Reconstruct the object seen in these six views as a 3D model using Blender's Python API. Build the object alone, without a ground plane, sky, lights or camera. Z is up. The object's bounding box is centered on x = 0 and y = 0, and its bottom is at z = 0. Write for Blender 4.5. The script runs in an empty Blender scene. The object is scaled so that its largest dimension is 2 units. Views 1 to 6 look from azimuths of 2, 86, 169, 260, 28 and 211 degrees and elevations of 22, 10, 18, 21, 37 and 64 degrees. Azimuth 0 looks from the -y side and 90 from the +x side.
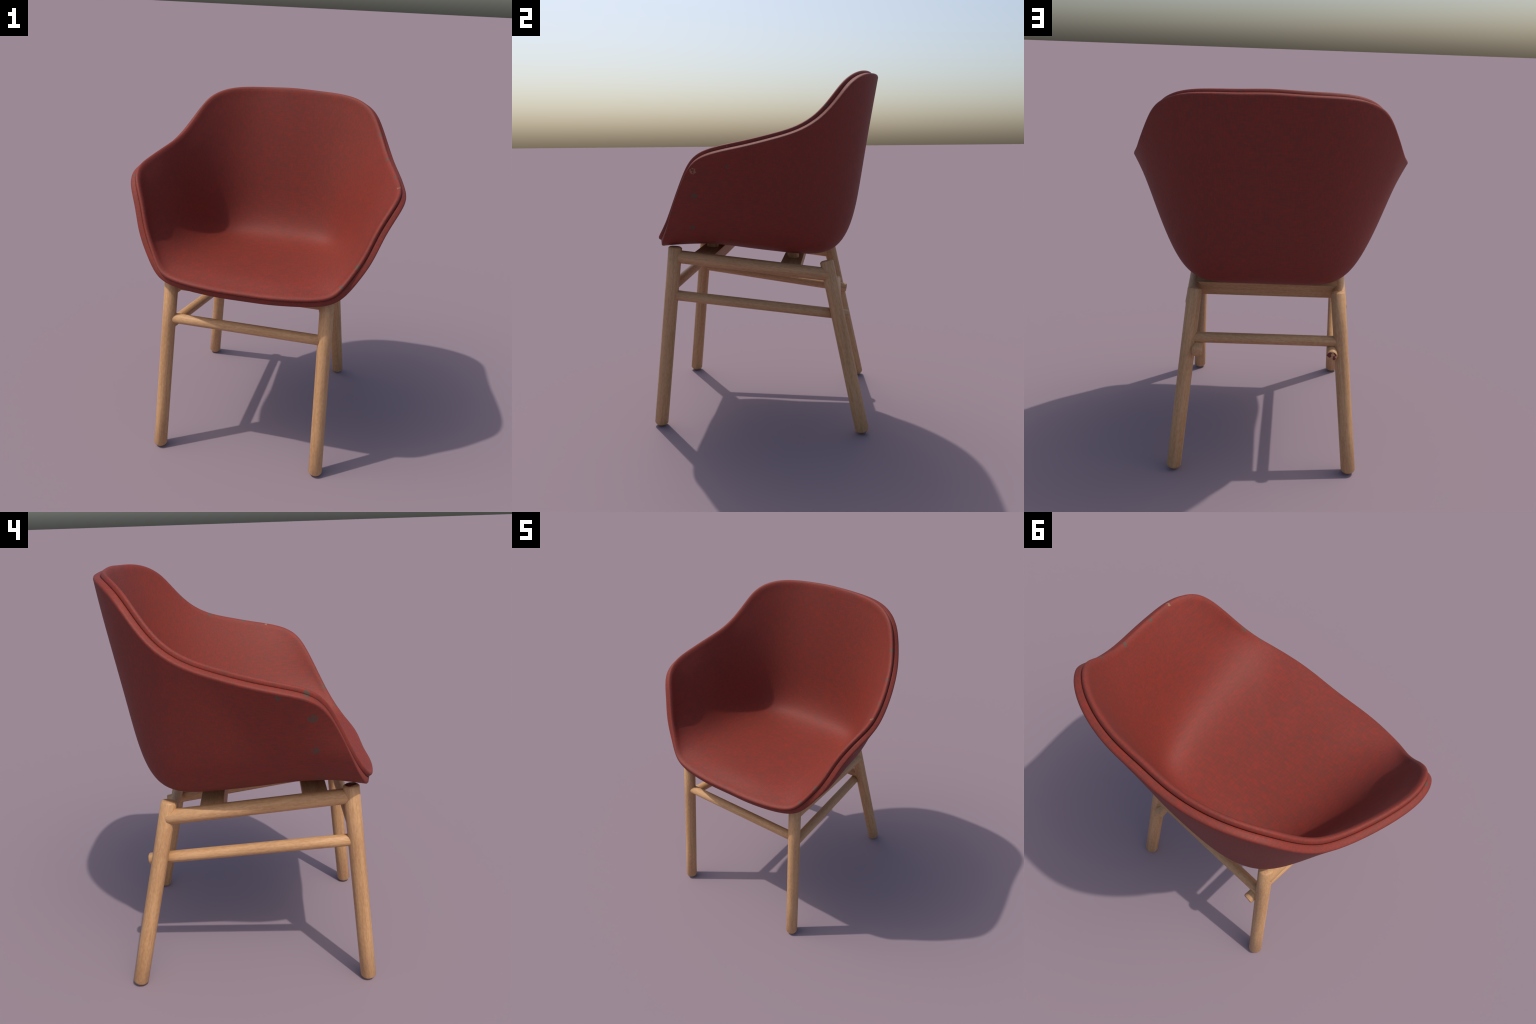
"""A tub armchair: a red fabric shell with a separate padded liner on a round-bar oak frame."""
import bpy, bmesh, math
import numpy as np
from mathutils import Vector, Matrix

YAW = math.radians(-10.17)      # the chair stands slightly turned
SIDE = 0.0257                   # its plane of symmetry lies a little off the origin

# ------------------------------------------------------------------ placing
root = bpy.data.objects.new("upholstered_armchair", None)
bpy.context.scene.collection.objects.link(root)
root.rotation_euler = (0, 0, YAW)
root.location = (SIDE * math.cos(YAW), SIDE * math.sin(YAW), 0)
root["label"] = "red fabric tub armchair on four round oak legs"
root["category"] = "armchair"


def add_object(name, mesh, parent=root):
    ob = bpy.data.objects.new(name, mesh)
    bpy.context.scene.collection.objects.link(ob)
    ob.parent = parent
    return ob


# ------------------------------------------------------------------ tub form
# Half of the rim of the outer shell, from the middle of the back's top edge,
# over shoulder and arm, down to the middle of the front edge (B-spline control points).
RIM = np.array([
    (0.0000, 0.6556, 1.9873), (0.1432, 0.6578, 1.9795), (0.2910, 0.6337, 1.9795), (0.4271, 0.5832, 1.9697),
    (0.5422, 0.5054, 1.9218), (0.6016, 0.4333, 1.8208), (0.6528, 0.3483, 1.7261), (0.6926, 0.2366, 1.6631),
    (0.7321, 0.1095, 1.6282), (0.7635, -0.0225, 1.5943), (0.7840, -0.1592, 1.5697), (0.7571, -0.2919, 1.5316),
    (0.6909, -0.3627, 1.4186), (0.6485, -0.4263, 1.2859), (0.5761, -0.4756, 1.1655), (0.4993, -0.5306, 1.0634),
    (0.3759, -0.5593, 1.0414), (0.2496, -0.5746, 1.0340), (0.1245, -0.5774, 1.0262), (0.0000, -0.5732, 1.0254)])
NU = 480            # samples round the rim
NV = 84             # samples from the middle of the seat to the rim
HEART = np.array([0.0, 0.0, 1.40])     # a point inside the tub that sees all of it


def smooth_max(fields, radius, power):
    total = 0
    for f in fields:
        t = f / radius + 1
        total = total + (0.5 * (t + np.sqrt(t * t + 0.35 ** 2))) ** power
    return radius * (total ** (1 / power) - 1)


def tub(p):
    """Signed field of the tub: a leaning back, flared sides and a dished floor, blended."""
    x2 = p[..., 0] ** 2 + 0.0225
    x, y, h = np.sqrt(x2), p[..., 1], p[..., 2] - 1.4
    back = (y - (0.6173 + 0.0939 * h + 0.0582 * h ** 2 + 0.0474 * x2)) / math.hypot(1, 0.0939)
    side = (x - (0.78 + 0.2222 * h + 0.6242 * h ** 2 - 0.3941 * h ** 3 - 0.2706 * y - 0.0688 * y ** 2
                 + 0.6459 * y ** 3 - 0.399 * y * h - 1.6336 * y * y * h + 0.1196 * y * h * h))
    side = side / math.sqrt(1 + 0.2222 ** 2 + 0.2706 ** 2)
    floor = (0.8051 - 0.4259 * y - 0.3122 * y ** 2 + 0.0958 * y ** 3
             - 0.7234 * x2 - 0.8031 * x2 * y) - p[..., 2]
    wall = smooth_max([back, side], np.exp(-0.6741 - 1.0702 * h), 2.0337)
    # the front corners are a little fuller than the blend alone makes them
    full = 0.007 * np.exp(-((x - 0.62) / 0.12) ** 2 - ((y + 0.36) / 0.14) ** 2 - ((h + 0.12) / 0.12) ** 2)
    return -full + smooth_max([wall, floor], np.exp(0.4953 - 0.7378 * y - 0.5129 * y * y),
                              2 + 2.2079 * np.exp(-1.5738 * y))


def gradient(p):
    e = 1e-4
    g = np.stack([(tub(p + e * a) - tub(p - e * a)) for a in np.eye(3)], -1)
    return g / np.linalg.norm(g, axis=-1, keepdims=True)


def closed_spline(half, count):
    full = np.vstack([half, half[-2:0:-1] * np.array([-1, 1, 1])])
    n, fine = len(full), []
    for i in range(n):
        a, b, c, d = (full[(i + k) % n] for k in (-1, 0, 1, 2))
        t = np.linspace(0, 1, 60, endpoint=False)[:, None]
        fine.append((a * (1 - t) ** 3 + b * (3 * t ** 3 - 6 * t ** 2 + 4)
                     + c * (1 + 3 * t + 3 * t ** 2 - 3 * t ** 3) + d * t ** 3) / 6)
    fine = np.vstack(fine)
    loop = np.vstack([fine, fine[:1]])
    s = np.concatenate([[0], np.cumsum(np.linalg.norm(np.diff(loop, axis=0), axis=1))])
    t = np.linspace(0, s[-1], count, endpoint=False)
    pts = np.stack([np.interp(t, s, loop[:, k]) for k in range(3)], 1)
    return pts


def reach(dirs):
    """Distance from HEART along each direction to the tub's surface."""
    lo, hi = np.zeros(dirs.shape[:-1]), np.full(dirs.shape[:-1], 1.6)
    for _ in range(40):
        mid = (lo + hi) / 2
        inside = tub(HEART + mid[..., None] * dirs) < 0
        lo, hi = np.where(inside, mid, lo), np.where(inside, hi, mid)
    return (lo + hi) / 2


rim = closed_spline(RIM, NU)
rim_vec = rim - HEART
rim_len = np.linalg.norm(rim_vec, axis=1)
rim_dir = rim_vec / rim_len[:, None]
down = np.array([0.0, 0.06, -1.0]); down /= np.linalg.norm(down)
ratio = rim_len / reach(rim_dir)
v = 1 - (1 - np.linspace(0, 1, NV)[1:]) ** 1.35      # closer together near the rim
ang = np.arccos(np.clip(rim_dir @ down, -1, 1))
side_dir = rim_dir - (rim_dir @ down)[:, None] * down
side_dir /= np.linalg.norm(side_dir, axis=1, keepdims=True)
th = ang[:, None] * v[None, :]
dirs = np.cos(th)[..., None] * down + np.sin(th)[..., None] * side_dir[:, None, :]
w = 1 + (ratio[:, None] - 1) * v[None, :] ** 3
outer = HEART + (reach(dirs) * w)[..., None] * dirs          # [NU, NV-1, 3]
pole = HEART + reach(down[None])[0] * down
inward = -gradient(outer)
pole_in = -gradient(pole[None])[0]
tangent = np.roll(rim, -1, 0) - np.roll(rim, 1, 0)
tangent /= np.linalg.norm(tangent, axis=1, keepdims=True)
rim_in = inward[:, -1] - (inward[:, -1] * tangent).sum(1)[:, None] * tangent
rim_in /= np.linalg.norm(rim_in, axis=1, keepdims=True)
for _ in range(60):      # even out the way the edge faces from rib to rib
    rim_in = 0.5 * rim_in + 0.25 * (np.roll(rim_in, 1, 0) + np.roll(rim_in, -1, 0))
rim_in -= (rim_in * tangent).sum(1)[:, None] * tangent
rim_in /= np.linalg.norm(rim_in, axis=1, keepdims=True)
rim_up = np.cross(tangent, rim_in)
rim_up *= np.sign(((outer[:, -1] - outer[:, -3]) * rim_up).sum(1))[:, None]

SHELL = 0.033        # thickness of the outer shell
PAD = 0.029          # thickness of the liner


edge_dist = np.empty(outer.shape[:2])        # how far each point of the surface lies from the rim
for j in range(NV - 1):
    edge_dist[:, j] = np.sqrt(((outer[:, j, None] - rim[None]) ** 2).sum(2)).min(1)
edge_dist[:, -1] = 0.0


def sheet(depth):
    """The tub's surface pushed inward by depth(distance from the rim), as rings, pole first."""
    rings = [outer[:, j] + depth(edge_dist[:, j])[:, None] * inward[:, j] for j in range(NV - 1)]
    rings[-1] = rim + depth(edge_dist[:, -1])[:, None] * rim_in
    for j, share in ((-2, 0.75), (-3, 0.5), (-4, 0.25)):     # ease into the edge's own facing
        n = (1 - share) * inward[:, j] + share * rim_in
        n /= np.linalg.norm(n, axis=1, keepdims=True)
        rings[j] = outer[:, j] + depth(edge_dist[:, j])[:, None] * n
    return pole + depth(np.array([1.0]))[0] * pole_in, rings


def rounding(e, radius):
    """How far a rounded edge has dropped back at distance e from the rim."""
    x = np.clip(radius - e, 0, radius)
    return radius - np.sqrt(radius ** 2 - x ** 2)


def at_rim(n, up):
    return rim + n * rim_in + up * rim_up


def solid(name, pole_a, rings, pole_b, material):
    verts = [pole_a[None]] + rings + [pole_b[None]]
    co = np.vstack(verts)
    faces, R = [], len(rings)
    idx = lambda r, u: 1 + r * NU + u % NU
    for u in range(NU):
        faces.append((0, idx(0, u + 1), idx(0, u)))
        for r in range(R - 1):
            faces.append((idx(r, u), idx(r, u + 1), idx(r + 1, u + 1), idx(r + 1, u)))
        faces.append((len(co) - 1, idx(R - 1, u), idx(R - 1, u + 1)))
    me = bpy.data.meshes.new(name)
    me.from_pydata(co.tolist(), [], faces)
    bm = bmesh.new(); bm.from_mesh(me)
    bmesh.ops.recalc_face_normals(bm, faces=bm.faces)
    bm.to_mesh(me); bm.free()
    me.polygons.foreach_set("use_smooth", [True] * len(me.polygons))
    me.materials.append(material)
    return add_object(name, me)


# ------------------------------------------------------------------ materials
class Nodes:
    def __init__(self, name):
        self.m = bpy.data.materials.new(name)
        self.m.use_nodes = True
        self.t = self.m.node_tree
        self.bsdf = self.t.nodes["Principled BSDF"]

    def new(self, kind, inputs=None, **attrs):
        n = self.t.nodes.new(kind)
        for k, val in attrs.items():
            setattr(n, k, val)
        for k, val in (inputs or {}).items():
            self.put(n.inputs[k], val)
        return n

    def put(self, socket, val):
        if isinstance(val, bpy.types.NodeSocket):
            self.t.links.new(val, socket)
        else:
            socket.default_value = val

    def math(self, op, a, b=0.0, c=0.0, clamp=False):
        return self.new("ShaderNodeMath", {0: a, 1: b, 2: c}, operation=op, use_clamp=clamp).outputs[0]

    def noise(self, vec, scale, detail=3.0, rough=0.5, distort=0.0):
        return self.new("ShaderNodeTexNoise", {"Vector": vec, "Scale": scale, "Detail": detail,
                                               "Roughness": rough, "Distortion": distort}).outputs["Fac"]

    def stretch(self, vec, scale):
        return self.new("ShaderNodeMapping", {"Vector": vec, "Scale": scale}).outputs[0]

    def ramp(self, fac, a, b):
        return self.new("ShaderNodeMapRange", {"Value": fac, "From Min": a, "From Max": b}).outputs[0]

    def mix(self, fac, a, b, blend="MIX"):
        n = self.new("ShaderNodeMix", data_type="RGBA", blend_type=blend)
        self.put(n.inputs["Factor"], fac)
        self.put(n.inputs["A"], a)
        self.put(n.inputs["B"], b)
        return n.outputs["Result"]


# flecks copied from texture-seam faults, not wear in the cloth: centre, radius
GREY_FLECKS = [
    ((0.671, -0.296, 1.351), 0.027), ((0.576, -0.330, 1.181), 0.028), ((0.733, -0.111, 1.502), 0.018),
    ((-0.763, -0.133, 1.556), 0.022), ((-0.720, -0.267, 1.453), 0.032), ((-0.642, -0.285, 1.298), 0.028),
    ((-0.520, -0.322, 1.125), 0.030), ((0.588, 0.365, 1.795), 0.022), ((0.650, 0.212, 1.682), 0.022),
    ((0.706, 0.018, 1.630), 0.020), ((0.569, -0.446, 1.257), 0.026), ((0.505, -0.508, 1.153), 0.020),
    ((-0.735, -0.240, 1.558), 0.024)]
TAN_FLECKS = [((0.732, -0.288, 1.479), 0.026), ((0.731, -0.115, 1.602), 0.018)]


def flecks(k, pos, spots, scale):
    total = None
    grain = k.noise(pos, scale, 2.0)
    for centre, radius in spots:
        d = k.new("ShaderNodeVectorMath", {0: pos, 1: centre}, operation="DISTANCE").outputs["Value"]
        near = k.math("SUBTRACT", 1.0, k.math("DIVIDE", d, radius))
        total = near if total is None else k.math("MAXIMUM", total, near)
    if total is None:
        return 0.0
    # a ragged blotch: only where the noise is high, fading toward the blotch's rim
    edge = k.math("ADD", k.math("MULTIPLY", k.math("MINIMUM", total, 0.45), 0.9), k.math("SUBTRACT", grain, 0.80))
    gate = k.math("GREATER_THAN", total, 0.0)
    return k.math("MULTIPLY", k.math("MULTIPLY", k.ramp(edge, 0.0, 0.12), gate), 0.85)


def fabric(name, dark, mid, bright):
    k = Nodes(name)
    coords = k.new("ShaderNodeTexCoord").outputs
    pos = coords["Object"]
    facing = k.new("ShaderNodeSeparateXYZ", {0: coords["Normal"]}).outputs
    # slubbed yarns: long thin streaks in three directions, so that warp and weft
    # cross on every face of the tub
    yarn = 0.0
    for axis in range(3):
        size = [190.0, 190.0, 190.0]
        size[axis] = 20.0
        run = k.noise(k.stretch(pos, size), 1.0, 2.0)
        # only threads that lie in the surface show
        lies_in = k.math("MULTIPLY", k.math("SUBTRACT", 1.0, k.math("MULTIPLY", facing[axis], facing[axis])), 0.5)
        yarn = k.math("ADD", yarn, k.math("MULTIPLY", run, lies_in))
    broad = k.noise(pos, 9.0, 3.0, 0.6)
    yarn = k.math("ADD", yarn, k.math("MULTIPLY", k.math("SUBTRACT", broad, 0.5), 0.10))
    col = k.mix(k.ramp(yarn, 0.40, 0.51), dark, mid)
    col = k.mix(k.ramp(yarn, 0.50, 0.60), col, bright)
    col = k.mix(flecks(k, pos, GREY_FLECKS, 95.0), col, (0.075, 0.062, 0.045, 1))
    col = k.mix(flecks(k, pos, TAN_FLECKS, 95.0), col, (0.27, 0.16, 0.085, 1))
    k.put(k.bsdf.inputs["Base Color"], col)
    k.put(k.bsdf.inputs["Roughness"], 0.66)
    k.put(k.bsdf.inputs["Specular IOR Level"], 0.35)
    bump = k.new("ShaderNodeBump", {"Height": yarn, "Strength": 0.05, "Distance": 0.002})
    k.put(k.bsdf.inputs["Normal"], bump.outputs[0])
    return k.m


def oak(name, along, red_fault_above=None):
    k = Nodes(name)
    co = k.new("ShaderNodeTexCoord").outputs["Object"]
    rnd = k.new("ShaderNodeObjectInfo").outputs["Random"]
    off = k.new("ShaderNodeCombineXYZ", {0: k.math("MULTIPLY", rnd, 3.1), 1: k.math("MULTIPLY", rnd, 7.7),
                                         2: k.math("MULTIPLY", rnd, 17.0)}).outputs[0]
    pos = k.new("ShaderNodeVectorMath", {0: co, 1: off}, operation="ADD").outputs[0]
    sc = [70.0, 70.0, 70.0]; sc[along] = 3.5
    grain = k.noise(k.stretch(pos, sc), 1.0, 4.0, 0.6, 0.3)
    sc = [24.0, 24.0, 24.0]; sc[along] = 1.2
    band = k.noise(k.stretch(pos, sc), 1.0, 2.0, 0.5, 0.4)
    sc = [160.0, 160.0, 160.0]; sc[along] = 45.0
    pores = k.noise(k.stretch(pos, sc), 1.0, 2.0)
    g = k.math("ADD", k.math("MULTIPLY", grain, 0.45), k.math("MULTIPLY", band, 0.2))
    g = k.math("ADD", g, k.math("MULTIPLY", pores, 0.35))
    col = k.mix(k.ramp(g, 0.36, 0.52), (0.42, 0.218, 0.097, 1), (0.53, 0.297, 0.139, 1))
    col = k.mix(k.ramp(g, 0.50, 0.66), col, (0.60, 0.35, 0.172, 1))
    if red_fault_above is not None:
        # red blotches copied from a texture fault on the bar's cut end
        axis = k.new("ShaderNodeSeparateXYZ", {0: co}).outputs
        r = k.new("ShaderNodeVectorMath", {0: k.stretch(co, (1, 1, 0))}, operation="LENGTH").outputs["Value"]
        on_end = k.math("MULTIPLY", k.math("GREATER_THAN", axis[2], red_fault_above), k.math("LESS_THAN", r, 0.026))
        k_noise = k.ramp(k.noise(pos, 38.0, 1.0), 0.45, 0.5)
        col = k.mix(k.math("MULTIPLY", on_end, k_noise), col, (0.16, 0.025, 0.022, 1))
    k.put(k.bsdf.inputs["Base Color"], col)
    k.put(k.bsdf.inputs["Roughness"], 0.55)
    k.put(k.bsdf.inputs["Specular IOR Level"], 0.4)
    bump = k.new("ShaderNodeBump", {"Height": g, "Strength": 0.08, "Distance": 0.002})
    k.put(k.bsdf.inputs["Normal"], bump.outputs[0])
    return k.m


CLOTH = fabric("woven_red_cloth", (0.154, 0.0300, 0.0205, 1), (0.190, 0.0285, 0.0180, 1), (0.234, 0.0270, 0.0145, 1))
OAK_BAR = oak("oak_bar", 2)
OAK_LEG = oak("oak_leg", 2)
OAK_BOARD = oak("oak_board", 0)

# ------------------------------------------------------------------ shell and liner
EDGE, LIP = 0.004, 0.003
pole_o, rings_o = sheet(lambda e: rounding(e, EDGE))
pole_i, rings_i = sheet(lambda e: SHELL - rounding(e, LIP))
band = [at_rim(n, 0) for n in np.linspace(EDGE, SHELL - LIP, 4)[1:-1]]
seat_shell = solid("seat_shell", pole_o, rings_o + band + rings_i[::-1], pole_i, CLOTH)

# The liner's rolled edge: a sloping flank against the shell, a crown a little above
# the shell's edge, then a long fall to the seating face.
RISE, FALL, CREST = 0.012, 0.022, 0.45
ROOT = SHELL + 0.0008
crown = ROOT + (PAD - 0.0008) * CREST
face = SHELL + PAD
SQUARE = 2.4                                 # above 2: a fuller, squarer roll


def inner_curve(up):
    """Depth of the roll at a height `up` above the rim (negative: below it)."""
    t = np.clip((up + FALL) / (FALL + RISE), 0, 1)
    return crown + (face - crown) * (1 - t ** SQUARE) ** (1 / SQUARE)


def liner_depth(e):
    return inner_curve(-e)


pole_t, rings_t = sheet(liner_depth)
# padding softens the folds: relax the seating face away from its rolled edge
pad_face = np.stack(rings_t, 1)
ease = np.clip((edge_dist - 0.030) / 0.10, 0, 1)[..., None]
x, y, z = np.abs(outer[..., 0]), outer[..., 1], outer[..., 2]
# a little plumper in the middle of the front, thinner low on the arms
stuffing = (0.013 * np.exp(-(x / 0.26) ** 2 - ((y + 0.48) / 0.12) ** 2)
            - 0.003 * np.exp(-((x - 0.57) / 0.12) ** 2 - ((y + 0.12) / 0.20) ** 2 - ((z - 1.17) / 0.10) ** 2))
pad_face += (ease * stuffing[..., None]) * inward
for step in range(110):
    around = 0.5 * pad_face + 0.25 * (np.roll(pad_face, 1, 0) + np.roll(pad_face, -1, 0))
    pad_face += ease * (around - pad_face)
    if step % 6 == 0:
        inner = np.concatenate([np.broadcast_to(pole_t, (NU, 1, 3)), pad_face[:, :-1]], 1)
        outer_next = np.concatenate([pad_face[:, 1:], pad_face[:, -1:]], 1)
        pad_face += ease * (0.5 * pad_face + 0.25 * (inner + outer_next) - pad_face)
pole_t = pad_face[:, 0].mean(0)
rings_t = [pad_face[:, j] for j in range(NV - 1)]
pole_u, rings_u = sheet(lambda e: ROOT + 0 * e)
roll = [(float(inner_curve(h)), h) for h in RISE * (1 - (1 - np.linspace(0, 1, 12)[1:]) ** 2)]
roll += [(crown - (crown - ROOT) * t, RISE * (1 - t ** 2)) for t in np.linspace(0, 1, 9)[1:-1]]
seat_liner = solid("seat_liner", pole_t, rings_t + [at_rim(n, u) for n, u in roll] + rings_u[::-1], pole_u, CLOTH)

# ------------------------------------------------------------------ oak frame


def bar_mesh(name, length, radius, start_cut, end_cut, material):
    """A round bar along z with chamfered ends; cuts are (inset, height)."""
    prof = [(0, 0)]
    for inset, high in (start_cut,):
        prof += [(radius - inset, 0), (radius - inset * 0.45, high * 0.4), (radius, high)]
    prof += [(radius, length * f) for f in (0.25, 0.5, 0.75)]
    for inset, high in (end_cut,):
        prof += [(radius, length - high), (radius - inset * 0.45, length - high * 0.4), (radius - inset, length)]
    prof += [(0, length)]
    seg, verts, faces = 48, [], []
    for r, z in prof[1:-1]:
        verts += [(r * math.cos(2 * math.pi * i / seg), r * math.sin(2 * math.pi * i / seg), z) for i in range(seg)]
    n = len(prof) - 2
    for j in range(n - 1):
        for i in range(seg):
            k = (i + 1) % seg
            faces.append((j * seg + i, j * seg + k, (j + 1) * seg + k, (j + 1) * seg + i))
    faces.append(tuple(range(seg))[::-1])
    faces.append(tuple((n - 1) * seg + i for i in range(seg)))
    me = bpy.data.meshes.new(name)
    me.from_pydata(verts, [], faces)
    me.polygons.foreach_set("use_smooth", [True] * len(me.polygons))
    me.set_sharp_from_angle(angle=math.radians(50))
    me.materials.append(material)
    return me


def place_bar(name, mesh, a, b):
    ob = add_object(name, mesh)
    a, b = Vector(a), Vector(b)
    ob.rotation_mode = "QUATERNION"
    ob.rotation_quaternion = (b - a).to_track_quat("Z", "Y")
    ob.location = a
    return ob


def on_line(p, q, z=None, y=None):
    p, q = Vector(p), Vector(q)
    t = (z - p.z) / (q.z - p.z) if z is not None else (y - p.y) / (q.y - p.y)
    return p + (q - p) * t


LEG_R, RAIL_R, ROD_R = 0.0383, 0.0366, 0.0290
FRONT = ((0.4701, -0.5766, 0.0), (0.4373, -0.4721, 1.0))
REAR = ((0.4732, 0.5870, 0.0), (0.3726, 0.3680, 1.0))
RAIL = ((0.4306, -0.4500, 0.9918), (0.3891, 0.3800, 0.8926))
ROD = ((0.4401, -0.4600, 0.7705), (0.3536, 0.4900, 0.6537))
mirror = lambda p, s: (p[0] * s, p[1], p[2])

for line, low, top in ((FRONT, 0.0030, 1.0500), (REAR, 0.0055, 0.9690)):
    a, b = on_line(*line, z=low), on_line(*line, z=top)
    long = (b - a).length
    me = bar_mesh("leg", long, LEG_R, (0.014, 0.016), (0.009, 0.008), OAK_LEG)
    for s in (1, -1):
        leg = place_bar("leg", me, mirror(a, s), mirror(b, s))
        if line is FRONT and s < 0:        # this one's top carries a red texture fault
            leg.data = me.copy()
            leg.data.materials[0] = oak("oak_red_fault_leg", 2, long - 0.002)


def side_bars(name, line, y0, y1, radius, cut, material):
    a, b = on_line(*line, y=y0), on_line(*line, y=y1)
    me = bar_mesh(name, (b - a).length, radius, cut, cut, material)
    return [place_bar(name, me, mirror(a, s), mirror(b, s)) for s in (1, -1)]


side_bars("side_rail", RAIL, -0.472, 0.392, RAIL_R, (0.004, 0.004), OAK_BAR)
rods = side_bars("side_stretcher", ROD, -0.485, 0.499, ROD_R, (0.006, 0.005), OAK_BAR)
rods[1].data = rods[1].data.copy()         # red texture fault copied onto the end of one of them
rods[1].data.materials[0] = oak("oak_red_fault_bar", 2, max(v.co.z for v in rods[1].data.vertices) - 0.002)
for y, z, half, r in ((-0.4897, 0.8220, 0.4430, 0.0288), (0.4310, 0.7082, 0.4020, 0.0283)):
    me = bar_mesh("cross_stretcher", 2 * half, r, (0.004, 0.004), (0.004, 0.004), OAK_BAR)
    place_bar("cross_stretcher", me, (-half, y, z), (half, y, z))


def board(y0, z0, y1, z1, half, thick):
    """A flat slat between the side rails; (y0, z0)-(y1, z1) is its top in side view."""
    d = Vector((0, y1 - y0, z1 - z0))
    up = Vector((0, -d.z, d.y)).normalized()
    c = Vector((0, (y0 + y1) / 2, (z0 + z1) / 2)) - up * thick / 2
    bm = bmesh.new()
    bmesh.ops.create_cube(bm, size=1)
    bmesh.ops.scale(bm, vec=(2 * half, d.length, thick), verts=bm.verts)
    bmesh.ops.bevel(bm, geom=bm.edges[:], offset=0.003, segments=2, affect="EDGES", profile=0.5)
    me = bpy.data.meshes.new("cross_slat")
    bm.to_mesh(me); bm.free()
    me.materials.append(OAK_BOARD)
    ob = add_object("cross_slat", me)
    ob.location = c
    ob.rotation_euler = (math.atan2(d.z, d.y), 0, 0)
    return c + up * thick / 2, up


for y0, z0, y1, z1, half in ((-0.3626, 1.0176, -0.2481, 1.0050, 0.420), (0.1198, 0.9580, 0.2320, 0.9460, 0.395)):
    top, up = board(y0, z0, y1, z1, half, 0.076)
    # turned spacers carry the shell on the slats
    me = bar_mesh("spacer", 0.050, 0.034, (0.002, 0.002), (0.002, 0.002), OAK_BAR)
    for s in (1, -1):
        foot = Vector((0.175 * s, top.y, top.z - 0.002))
        place_bar("spacer", me, foot, foot + Vector((0, 0, 1)))
